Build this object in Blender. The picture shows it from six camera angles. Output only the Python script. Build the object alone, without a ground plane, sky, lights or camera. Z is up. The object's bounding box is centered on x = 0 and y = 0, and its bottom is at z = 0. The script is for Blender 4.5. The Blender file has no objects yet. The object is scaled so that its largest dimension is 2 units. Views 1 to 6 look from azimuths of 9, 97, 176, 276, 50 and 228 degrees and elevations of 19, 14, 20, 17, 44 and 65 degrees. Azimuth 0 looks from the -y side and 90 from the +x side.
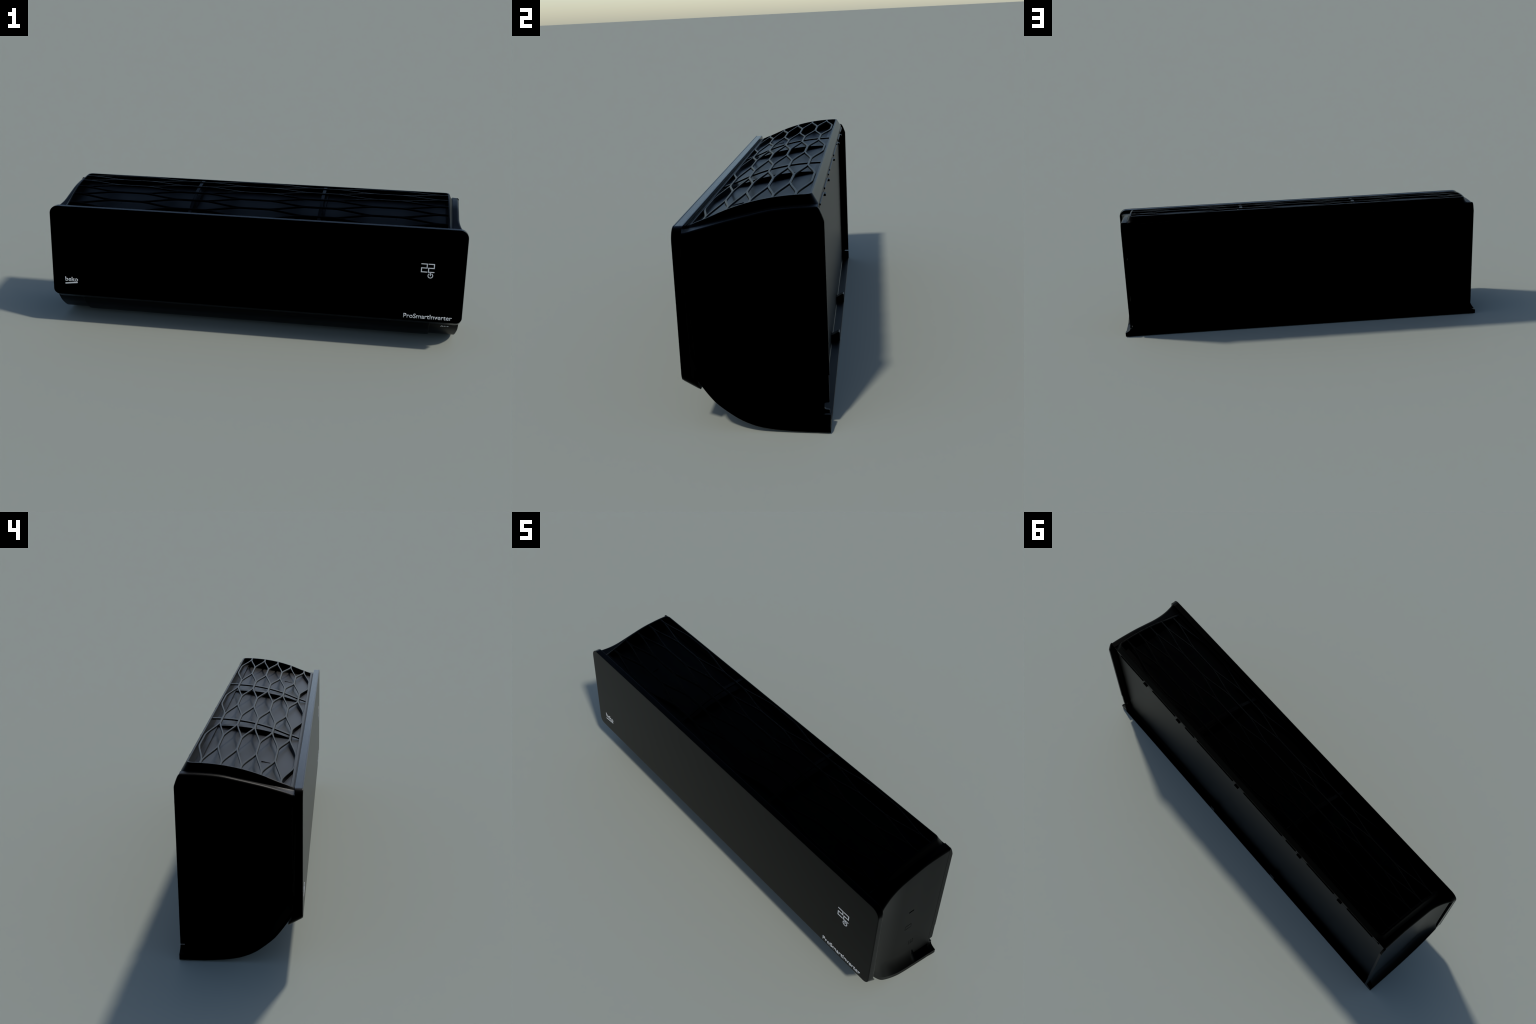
"""Wall-mounted split air conditioner (indoor unit), glossy black.
x = width, y = depth (front at -y), z = height."""
import bpy, bmesh, math
import numpy as np
from mathutils import Vector

CX = -0.004                      # the body sits a touch left of the front panel

# ------------------------------------------------------------------ materials
def black_gloss(name, rough):
    """Piano-black lacquer: no body colour, mirror only towards grazing angles."""
    m = bpy.data.materials.new(name)
    m.use_nodes = True
    nt = m.node_tree
    b = nt.nodes["Principled BSDF"]
    b.inputs["Base Color"].default_value = (0, 0, 0, 1)
    b.inputs["Metallic"].default_value = 1.0
    b.inputs["Roughness"].default_value = rough
    return m

def plain(name, col, rough=0.5):
    m = bpy.data.materials.new(name)
    m.use_nodes = True
    b = m.node_tree.nodes["Principled BSDF"]
    b.inputs["Base Color"].default_value = (*col, 1)
    b.inputs["Roughness"].default_value = rough
    return m

M_BODY = black_gloss("black_plastic", 0.40)
M_GLASS = black_gloss("black_glass", 0.30)
M_CARRIER = black_gloss("black_panel_plastic", 0.25)
M_GRILLE = black_gloss("black_grille_plastic", 0.40)
M_PRINT = plain("white_print", (0.62, 0.62, 0.62), 0.5)

# ------------------------------------------------------------------ helpers
root = bpy.data.objects.new("air_conditioner", None)
bpy.context.scene.collection.objects.link(root)
root["label"] = "black wall air conditioner with honeycomb top intake grille"
root["category"] = "air conditioner"

def add(name, me, mat, parent=root, sharp=35):
    if mat is not None:
        me.materials.clear(); me.materials.append(mat)
    ob = bpy.data.objects.new(name, me)
    bpy.context.scene.collection.objects.link(ob)
    ob.parent = parent
    if sharp is not None:
        me.shade_smooth()
        me.set_sharp_from_angle(angle=math.radians(sharp))
        wn = ob.modifiers.new("even_shading", 'WEIGHTED_NORMAL'); wn.keep_sharp = True; wn.weight = 80
    return ob

def mesh(verts, faces):
    me = bpy.data.meshes.new("part")
    me.from_pydata([tuple(map(float, v)) for v in verts], [], faces)
    bm = bmesh.new(); bm.from_mesh(me)
    bmesh.ops.remove_doubles(bm, verts=bm.verts, dist=1e-6)
    bmesh.ops.recalc_face_normals(bm, faces=bm.faces)
    bm.to_mesh(me); bm.free()
    return me

def loft(rings, closed=True, caps=(False, False)):
    """Skin a list of equally long point rings."""
    n = len(rings[0]); V = [p for r in rings for p in r]; F = []
    for i in range(len(rings) - 1):
        for j in range(n if closed else n - 1):
            k = (j + 1) % n
            F.append((i*n+j, i*n+k, (i+1)*n+k, (i+1)*n+j))
    if caps[0]: F.append(tuple(range(n - 1, -1, -1)))
    if caps[1]: F.append(tuple((len(rings)-1)*n + j for j in range(n)))
    return mesh(V, F)

def extrude_x(profile, x0, x1, bevel=0.0, seg=2):
    me = loft([[(x0, y, z) for y, z in profile], [(x1, y, z) for y, z in profile]], True, (True, True))
    if bevel: do_bevel(me, bevel, seg)
    return me

def do_bevel(me, w, seg=2, ang=30):
    bm = bmesh.new(); bm.from_mesh(me)
    es = [e for e in bm.edges if len(e.link_faces) == 2 and e.calc_face_angle(0) > math.radians(ang)]
    bmesh.ops.bevel(bm, geom=es, offset=w, segments=seg, affect='EDGES', profile=0.5, clamp_overlap=True)
    bm.to_mesh(me); bm.free()

def box(x0, x1, y0, y1, z0, z1, bevel=0.0, seg=2):
    return extrude_x([(y0, z0), (y1, z0), (y1, z1), (y0, z1)], x0, x1, bevel, seg)

def smooth_curve(pts):
    """Monotone-ish cubic through control points (sorted in first coord)."""
    p = np.array(pts, float); x, y = p[:, 0], p[:, 1]
    h = np.diff(x); d = np.diff(y) / h
    m = np.zeros(len(x)); m[0] = d[0]; m[-1] = d[-1]
    m[1:-1] = (d[:-1]*h[1:] + d[1:]*h[:-1]) / (h[:-1] + h[1:])
    def f(t):
        t = min(max(t, x[0]), x[-1])
        i = min(max(int(np.searchsorted(x, t)) - 1, 0), len(x) - 2)
        s = (t - x[i]) / h[i]
        return float((2*s**3-3*s*s+1)*y[i] + (s**3-2*s*s+s)*h[i]*m[i]
                     + (-2*s**3+3*s*s)*y[i+1] + (s**3-s*s)*h[i]*m[i+1])
    return f

def sstep(t): t = min(max(t, 0.0), 1.0); return t*t*(3-2*t)

# ------------------------------------------------------------------ shape rules
# bottom of the body (round belly), top shoulder, crown of the grille, filter plane
z_belly = smooth_curve([(-0.180, 0.190), (-0.1660, 0.1660), (-0.1518, 0.1434), (-0.1365, 0.1212), (-0.116, 0.0955), (-0.085, 0.0668),
                        (-0.048, 0.0388), (-0.008, 0.0200), (0.040, 0.0085), (0.086, 0.0032),
                        (0.135, 0.0006), (0.180, 0.0), (0.2145, 0.0)])
z_shoulder = smooth_curve([(-0.180, 0.5975), (-0.130, 0.608), (-0.065, 0.6235), (0.0, 0.6385),
                           (0.060, 0.651), (0.130, 0.6575), (0.2145, 0.659)])
z_crown = smooth_curve([(-0.182, 0.6015), (-0.160, 0.6110), (-0.125, 0.6238), (-0.065, 0.6476), (0.0, 0.6670),
                        (0.063, 0.6790), (0.125, 0.6851), (0.180, 0.6867)])
z_filter = smooth_curve([(-0.182, 0.5925), (-0.136, 0.6005), (-0.067, 0.6135), (0.0, 0.6240), (0.065, 0.6345),
                         (0.121, 0.6430), (0.180, 0.6510)])

def x_side(y, side=1):          # half width of the end wall: flares out to the front panel
    start, amount = (-0.025, 0.0270) if side > 0 else (-0.060, 0.0230)
    return 0.9605 + 0.0025*sstep((y-0.06)/0.14) + amount*max(0, (start-y)/(0.174+start))**2.2

def x_rim(y, side=1):           # half width of the flared lip along the belly
    if side < 0: return 0.9945 + 0.0010*sstep((-0.02-y)/0.10)
    return 0.9840 + 0.0040*sstep((y-0.06)/0.14) + 0.0030*sstep((y-0.17)/0.04) + 0.0080*sstep((-0.03-y)/0.10)

# ------------------------------------------------------------------ casing
def casing_half(y, pocket=0.0, groove=False, side=1):
    """Half section from belly centre line outwards, up the end wall and in over the shoulder."""
    zb, zs = z_belly(y), z_shoulder(y)
    xs = x_side(y, side); xr = max(x_rim(y, side), xs+0.0005)
    if groove: xs, xr = 0.9535, 0.9540                # sunk joint behind the front panel
    P = [(0.0, zb), (0.85, zb), (xr-0.002, zb), (xr, zb+0.002), (xr, zb+0.020), (xr-0.0015, zb+0.022)]
    z0, H = zb + 0.022, 0.085
    H = min(H, (zs - z0)*0.5)
    for i in range(1, 11):
        t = i/10
        x, z = xs + (xr-0.0015-xs)*(1-t)**2.4, z0 + H*t
        if pocket:                                    # hand hold undercut above the foot
            if i < 9:
                u = i/8; px, pz = xs-0.013 + (xr-0.0015-xs+0.013)*(1-u)**3.0, z0 + 0.034*u
            else:
                px, pz = xs, (z0 + 0.0345, z0 + H)[i-9]
            x, z = x + (px-x)*pocket, z + (pz-z)*pocket
        P.append((x, z))
    r = 0.014
    for i in range(1, 9):
        z = z0+H + (zs - r - z0 - H)*i/8
        P.append((xs if i < 8 else x_side(y, side), z))
    xs = x_side(y, side)
    for i in range(1, 9):
        a = math.pi/2*i/8
        P.append((xs - r + r*math.cos(a), zs - r + r*math.sin(a)))
    P += [(0.940, zs + 0.0005), (0.930, zs + 0.001), (0.9295, zs - 0.02)]
    return P

ys = [-0.186, -0.1742] + list(np.linspace(-0.174, -0.150, 7)) + list(np.linspace(-0.145, 0.197, 58))
rings = []
for y in ys:
    g = y < -0.1741
    h = casing_half(y, sstep((y-0.088)/0.022), g)
    k = casing_half(y, 0.0, g, -1)
    rings.append([(CX + x, y, z) for x, z in h] + [(CX - x, y, z) for x, z in reversed(k[1:])])
me = loft(rings, closed=False)
casing = add("casing", me, M_BODY)

# ---- rear edges of the end walls: plates standing behind the recessed back
BY = 0.2145
XP = {1: x_side(0.2145) + 0.0003, -1: x_side(0.2145) + 0.0025}     # the left one carries a raised rim
def rear_plate(s):
    """Upper plate follows the casing section, chamfered at its rear top corner."""
    zt = smooth_curve([(0.190, 0.659), (0.1965, 0.6585), (0.2030, 0.6500), (BY, 0.6200)])
    R = []
    for y in (0.192, 0.1965, 0.200, 0.2030, 0.208, BY-0.001, BY):
        x = XP[s] - (0.0008 if y == BY else 0.0); t = zt(y); r = 0.008; sec = [(x, 0.168)]
        for i in range(7):
            a = math.pi/2*i/6
            sec.append((x-r+r*math.cos(a), t-r+r*math.sin(a)))
        sec += [(x-r-0.002, t), (x-r-0.002, 0.168)]
        R.append([(CX + s*u, y, z) for u, z in sec])
    return loft(R, True, (True, True))
for s in (1, -1):
    plate = add("end_plate", rear_plate(s), M_BODY)
    x = XP[s]
    if s > 0:   # pipe cut-out and slit near the foot
        low = [(0.190, 0.169), (0.2120, 0.169), (0.2120, 0.0880), (0.2105, 0.0840), (0.2010, 0.0830), (0.1960, 0.0800),
               (0.1938, 0.0735), (0.1960, 0.0665), (0.2000, 0.0630), (0.2110, 0.0610), (0.2120, 0.0590), (0.2120, 0.0500), (0.187, 0.0495)]
    else:
        low = [(0.190, 0.169), (BY, 0.169), (BY, 0.0465), (0.187, 0.0462)]
    add("end_plate", extrude_x(low, CX + s*(x-0.0098), CX + s*(x-0.0001)), M_BODY)
    # flared foot closing the belly lip behind the end wall
    R = []
    for y in np.linspace(0.188, BY, 6):
        xr = x_rim(y, s); xs = XP[s]; top = 0.0455 if s > 0 else 0.0425
        sec = [(xs-0.012, 0.0), (xr-0.002, 0.0), (xr, 0.002), (xr, 0.020)]
        sec += [(xs + (xr-xs)*(1-i/6)**2.2, 0.022 + (top-0.022)*i/6) for i in range(7)]
        sec.append((xs-0.012, top))
        R.append([(CX + s*u, y, z) for u, z in sec])
    add("foot_lip", loft(R, True, (True, True)), M_BODY)

# ---- back: recessed flat wall under a short overhang, shelf along the foot
BW = 0.1835
prof = [(0.150, 0.6560), (0.1962, 0.6560), (0.1962, 0.6525), (BW, 0.6515), (BW, 0.0080), (BW+0.002, 0.0055),
        (BY-0.0010, 0.0050), (BY, 0.0040), (BY, 0.0010), (BY-0.0010, 0.0), (0.150, 0.0)]
add("back_wall", extrude_x(prof, CX-0.955, CX+0.940), M_BODY)

add("foot_shelf", box(CX+0.9401, XP[1]+CX-0.0115, 0.150, BY-0.0002, 0.0004, 0.0046), M_BODY)

# ---- rails and hooks along the top of the back, pegs above the foot
RAILS = [(0.697, 0.8745), (0.453, 0.627), (0.310, 0.379), (0.030, 0.290), (-0.311, -0.045), (-0.402, -0.335), (-0.651, -0.474), (-0.893, -0.734)]
for a, b in RAILS:
    add("rail", box(a, b, 0.182, 0.2020, 0.6450, 0.6515, 0.0026), M_BODY)
for x in (0.679, 0.429, 0.002, -0.426, -0.689):
    add("hook", box(x-0.0125, x+0.0125, 0.182, 0.2065, 0.6365, 0.6440, 0.0010), M_BODY)
for x in (-0.27, 0.205):
    pr = [(BW-0.002, 0.003), (BY-0.001, 0.003), (BY-0.001, 0.036), (BY-0.005, 0.039), (BW-0.002, 0.024)]
    add("peg", extrude_x(pr, x-0.014, x+0.014, 0.0012), M_BODY)

# ------------------------------------------------------------------ air outlet vane under the front
def belly_offset(y, d):
    e = 1e-3; s = (z_belly(y+e) - z_belly(y-e))/(2*e); n = math.hypot(1, s)
    return (y + d*s/n, z_belly(y) - d/n)
vane = []
Y = np.linspace(-0.154, 0.030, 40)
for y in Y: vane.append(belly_offset(y, 0.0085*sstep((0.030-y)/0.075)))
inner = [belly_offset(y, -0.008) for y in reversed(Y)]
add("vane", extrude_x(vane + inner, -0.868, 0.853, 0.0012, 1), M_BODY)

# ------------------------------------------------------------------ front panel
def rounded_rect(x0, x1, z0, z1, rt, rb, n=12):
    P = []
    for cx, cz, a0, r in ((x1-rt, z1-rt, 0, rt), (x0+rt, z1-rt, 90, rt), (x0+rb, z0+rb, 180, rb), (x1-rb, z0+rb, 270, rb)):
        for i in range(n+1):
            a = math.radians(a0 + 90*i/n); P.append((cx + r*math.cos(a), cz + r*math.sin(a)))
    return P
PX, PZ0, PZ1, RT, RB = 0.9975, 0.1615, 0.6165, 0.040, 0.027
def outline(i): return rounded_rect(-PX+i, PX-i, PZ0+i, PZ1-i, RT-i, RB-i)
def panel_ring(y, inset): return [(x, y, z) for x, z in outline(inset)]
# glass sheet
glass = loft([panel_ring(-0.2088, 0.0060), panel_ring(-0.2088, 0.0018), panel_ring(-0.2084, 0.0006), panel_ring(-0.2075, 0.0), panel_ring(-0.2050, 0.0)],
             True, (True, True))
panel = add("front_panel", glass, M_GLASS)
# carrier behind it: its lower edge runs back and down to a chin
def carrier_ring(t, inset):
    out = []
    for x, z in outline(inset):
        w = sstep((0.200 - z)/0.034)
        y0, y1 = -0.2047, -0.1810 + 0.0230*w - 0.0055*(1-w)*sstep((abs(x)-0.970)/0.02)*sstep((0.605-z)/0.02)
        out.append((x, y0 + (y1-y0)*t, z - (0.0030 + 0.0270*t)*w))
    return out
add("panel_frame", loft([carrier_ring(0, 0.004), carrier_ring(0.0, 0.0008), carrier_ring(0.85, 0.0002), carrier_ring(1.0, 0.0012), carrier_ring(1.0, 0.008)],
                        True, (True, True)), M_CARRIER, panel)

# ------------------------------------------------------------------ intake grille on top
GX0, GX1, GY0, GY1 = -0.9220, 0.9090, -0.1800, 0.1790
# frame: rounded rectangle in plan, swept up from the shoulder to the crown
def plan(dx, dyb, r, n=8):
    x0, x1, y0, y1 = GX0-dx, GX1+dx, GY0, GY1+dyb
    P = []
    for cx, cy, a0, rr in ((x1-r, y1-r, 0, r), (x0+r, y1-r, 90, r)):
        for i in range(n+1):
            a = math.radians(a0+90*i/n); P.append((cx + rr*math.cos(a), cy + rr*math.sin(a)))
    for i in range(1, 25): P.append((x0, y1-r + (y0-(y1-r))*i/24))
    for i in range(0, 24): P.append((x1, y0 + (y1-r-y0)*i/24))
    return P
def frame_ring(dx, dyb, r, zf):
    return [(x, y, zf(y)) for x, y in plan(dx, dyb, r)]
zc = lambda y: z_crown(min(y, 0.180)); zs = lambda y: z_shoulder(y)
mix = lambda t, lo=0.0: (lambda y: zs(y) - 0.002 + (zc(y)-zs(y)+0.002)*t)
frame = loft([frame_ring(0.0200, 0.0185, 0.030, mix(-0.4)),
              frame_ring(0.0200, 0.0185, 0.030, mix(0.0)),
              frame_ring(0.0150, 0.0168, 0.030, mix(0.10)),
              frame_ring(0.0100, 0.0122, 0.028, mix(0.35)),
              frame_ring(0.0055, 0.0060, 0.024, mix(0.70)),
              frame_ring(0.0025, 0.0020, 0.022, mix(0.93)),
              frame_ring(0.0005, 0.0000, 0.020, mix(1.0)),
              frame_ring(-0.0050, -0.0050, 0.016, mix(1.0)),
              frame_ring(-0.0056, -0.0056, 0.016, lambda y: zc(y)-0.0012),
              frame_ring(-0.0064, -0.0064, 0.016, lambda y: zc(y)-0.0080),
              frame_ring(-0.0150, -0.0130, 0.014, lambda y: z_filter(y)-0.0005),
              frame_ring(-0.0155, -0.0135, 0.014, lambda y: z_filter(y)-0.0060)], True)
frame_ob = add("intake_grille", frame, M_GRILLE)
# front sill between lattice and panel
sill = [(-0.1800, 0.585), (-0.1800, 0.6040), (-0.1765, 0.6050), (-0.1760, 0.6035), (-0.1750, 0.6035), (-0.1745, 0.6055), (-0.1660, 0.6085), (-0.1655, 0.585)]
add("grille_sill", extrude_x(sill, GX0+0.001, GX1-0.001), M_GRILLE, frame_ob)
# filter plane
fy = np.linspace(-0.179, 0.176, 24)
fp = [(y, z_filter(y)) for y in fy] + [(y, z_filter(y)-0.004) for y in reversed(fy)]
filt = add("dust_filter", extrude_x(fp, GX0+0.001, GX1-0.001), M_GRILLE, root)

# honeycomb lattice of wavy strands meeting in flat links
ROWS = [0.1665 - 0.03325*i for i in range(11)]
STEP, LC, HL = 0.3148, -0.010, 0.068
def strand_y(j, x):
    """strand j swings between row j and row j+1; even rows hold links at LC + 2k STEP."""
    u = (x - LC)/STEP
    k = math.floor(u); s = (u - k)*STEP            # from link k to link k+1
    t = min(max((s - HL)/(STEP - 2*HL), 0), 1)
    t = 0.45*t + 0.55*sstep(t)
    even_first = (k % 2 == 0)
    a = ROWS[j] if (j % 2 == 0) == even_first else ROWS[j+1]
    b = ROWS[j+1] if a == ROWS[j] else ROWS[j]
    return a + (b-a)*t
def bar(path, w, h, crown=0.0012):
    """Square bar with softened top edges along a path on the crown surface."""
    P = np.array(path); T = np.gradient(P, axis=0); T /= np.linalg.norm(T, axis=1)[:, None]
    R = []
    for p, t in zip(P, T):
        n = np.array([t[1], -t[0], 0.0]); n /= np.linalg.norm(n)
        e = 1e-3; sl = (z_crown(p[1]+e)-z_crown(p[1]-e))/(2*e)
        n = np.array([n[0], n[1], sl*n[1]])
        up = np.array([0, 0, 1.0])
        R.append([p+n*w/2-up*h, p+n*w/2-up*crown, p+n*(w/2-crown), p-n*(w/2-crown), p-n*w/2-up*crown, p-n*w/2-up*h])
    return loft(R, True, (True, True))
for j in range(10):
    xs_ = np.arange(GX0+0.003, GX1-0.002, 0.006)
    off = 0.0006
    path = []
    for x in xs_:
        y = strand_y(j, x)
        mid = (ROWS[j]+ROWS[j+1])/2
        y += off*(1 if y < mid else -1)*min(1, abs(y-mid)/0.01)
        path.append((x, y, z_crown(y) - 0.0003 - 0.0004*(j % 2)))
    add("grille_strand", bar(path, 0.0064, 0.0065 if j < 9 else 0.020), M_GRILLE, frame_ob, 50)
# cross ribs
for x in (-0.3135, 0.3070):
    P = []
    for y in np.linspace(-0.168, 0.174, 45):
        z = z_crown(y) - 0.0042
        P.append([(x-0.0080, y, z-0.0055), (x-0.0080, y, z-0.0008), (x-0.0072, y, z), (x+0.0072, y, z), (x+0.0080, y, z-0.0008), (x+0.0080, y, z-0.0055)])
    add("grille_rib", loft(P, True, (True, True)), M_GRILLE, frame_ob)
    # lens shaped divider standing on the filter below the rib
    top = [(y, z_filter(y) + 0.0165*max(0.0, math.sin(math.pi*(y+0.135)/0.305))**0.8) for y in np.linspace(-0.135, 0.170, 30)]
    bot = [(y, z_filter(y) - 0.002) for y, _ in reversed(top)]
    add("filter_divider", extrude_x(top + bot, x-0.007, x+0.019), M_GRILLE, filt)
# little latch on the filter
lat = [( -0.048, z_filter(-0.048)-0.001), (-0.048, z_filter(-0.048)+0.003), (-0.083, z_filter(-0.083)+0.001), (-0.083, z_filter(-0.083)-0.001)]
for x in (-0.675, 0.665):
    add("filter_latch", extrude_x(lat, x-0.002, x+0.002), M_GRILLE, filt)

# ------------------------------------------------------------------ print and display
def text(name, body, x, z, width, height, y, bold=0.0, parent=panel, tilt=0.0, shear=0.0):
    cu = bpy.data.curves.new(name, 'FONT'); cu.body = body
    cu.size = 1.0; cu.offset = bold; cu.extrude = 0.0; cu.resolution_u = 4
    ob = bpy.data.objects.new(name, cu); bpy.context.scene.collection.objects.link(ob)
    dg = bpy.context.evaluated_depsgraph_get()
    me = bpy.data.meshes.new_from_object(ob.evaluated_get(dg))
    bpy.data.objects.remove(ob)
    co = np.array([v.co[:] for v in me.vertices])
    lo, hi = co.min(0), co.max(0)
    for v in me.vertices:
        u = (v.co.x-lo[0])/(hi[0]-lo[0])*width; w = (v.co.y-lo[1])/(hi[1]-lo[1])*height
        v.co = (x + u, y, z + w)
    bm = bmesh.new(); bm.from_mesh(me)
    bmesh.ops.remove_doubles(bm, verts=bm.verts, dist=1e-6)
    r = bmesh.ops.extrude_face_region(bm, geom=bm.faces[:])
    for v in r["geom"]:
        if isinstance(v, bmesh.types.BMVert): v.co.y += 0.0008
    bmesh.ops.recalc_face_normals(bm, faces=bm.faces)
    bm.to_mesh(me); bm.free()
    return add(name, me, M_PRINT, parent, None)

FY = -0.2093
text("lettering", "ProSmartInverter", 0.7275, 0.1738, 0.2240, 0.0225, FY, 0.006)
brand = text("lettering", "beko", -0.9352, 0.2318, 0.0650, 0.0225, FY, 0.010)
under = [(-0.9355, 0.2168), (-0.8722, 0.2245), (-0.8722, 0.2305), (-0.9355, 0.2230)]
add("underline", loft([[(x, FY, z) for x, z in under], [(x, FY+0.0008, z) for x, z in under]], True, (True, True)), M_PRINT, panel, None)

def strokes(segs, w):
    V, F = [], []
    for (x0, z0, x1, z1) in segs:
        xa, xb, za, zb = min(x0, x1)-w/2, max(x0, x1)+w/2, min(z0, z1)-w/2, max(z0, z1)+w/2
        b = len(V)
        for y in (FY, FY+0.0008): V += [(xa, y, za), (xb, y, za), (xb, y, zb), (xa, y, zb)]
        F += [tuple(b+i for i in f) for f in ((0,1,2,3), (7,6,5,4), (0,4,5,1), (1,5,6,2), (2,6,7,3), (3,7,4,0))]
    return mesh(V, F)
W = 0.0042
for x in (0.7938, 0.8262):
    a, b, lo, mi, hi = x+W/2, x+0.0292-W/2, 0.4052+W/2, 0.4268, 0.4485-W/2
    segs = [(a, hi, b, hi), (b, mi+W, b, hi-W), (a, mi, b, mi), (a, lo+W, a, mi-W), (a, lo, b, lo)]
    add("display_digit", strokes(segs, W), M_PRINT, panel, None)
# power sign: open ring and bar
cx, cz, ro, ri = 0.8382, 0.3900, 0.0125, 0.0090
arc = []
for i in range(41):
    a = math.radians(90 + 28 + (360-56)*i/40)
    c, s = math.cos(a), math.sin(a)
    arc.append([(cx+ro*c, FY, cz+ro*s), (cx+ro*c, FY+0.0008, cz+ro*s), (cx+ri*c, FY+0.0008, cz+ri*s), (cx+ri*c, FY, cz+ri*s)])
add("power_sign", loft(arc, True, (True, True)), M_PRINT, panel, None)
add("power_sign", box(cx-0.0020, cx+0.0020, FY, FY+0.0008, cz-0.001, cz+0.0140), M_PRINT, panel, None)

# energy class on the right end of the belly, lying on the curved surface
ec = text("lettering", "A++", 0.905, 0.0, 0.040, 0.0105, 0.0, 0.02, casing)
for v in ec.data.vertices:
    t = v.co.z                                   # height of letter
    d = 0.0008 if v.co.y < 0.0004 else -0.0002
    s = (0.0105 - t)
    y = -0.1325 + s*0.62
    yy, zz = belly_offset(y, d)
    v.co = (v.co.x, yy, zz)

# ------------------------------------------------------------------ openings and marks in the right end wall
XS = CX + x_side(0.03)
cut = [(0.0225, 0.0495, 0.3895, 0.3975)]                        # signal slot
for i in range(3):
    for j in range(3):
        cut.append((0.058+0.0100*i, 0.0635+0.0100*i, 0.1560+0.0095*j, 0.1605+0.0095*j))
for y0, y1, z0, z1 in cut:
    tool = bpy.data.objects.new("cutter", box(XS-0.15, XS+0.02, y0, y1, z0, z1))
    bpy.context.scene.collection.objects.link(tool)
    md = casing.modifiers.new("hole", 'BOOLEAN'); md.object = tool; md.solver = 'EXACT'; md.operation = 'DIFFERENCE'
    dg = bpy.context.evaluated_depsgraph_get()
    new = bpy.data.meshes.new_from_object(casing.evaluated_get(dg))
    casing.modifiers.remove(md); bpy.data.objects.remove(tool)
    if len(new.polygons) > 1000:
        bm = bmesh.new(); bm.from_mesh(new)             # open the pocket right through the thin wall
        e = 2e-4
        gone = [f for f in bm.faces for c in (f.calc_center_median(),)
                if XS-0.16 < c.x < XS-0.003 and y0-e < c.y < y1+e and z0-e < c.z < z1+e]
        bmesh.ops.delete(bm, geom=gone, context='FACES')
        bm.to_mesh(new); bm.free()
        casing.data = new
# thin raised outline of the service window
for y0, y1, z0, z1 in ((0.017, 0.052, 0.3040, 0.3052), (0.017, 0.052, 0.2840, 0.2852), (0.017, 0.0182, 0.2852, 0.3040), (0.0508, 0.052, 0.2852, 0.3040)):
    add("window_outline", box(XS-0.002, XS+0.0006, y0, y1, z0, z1), M_BODY, casing)
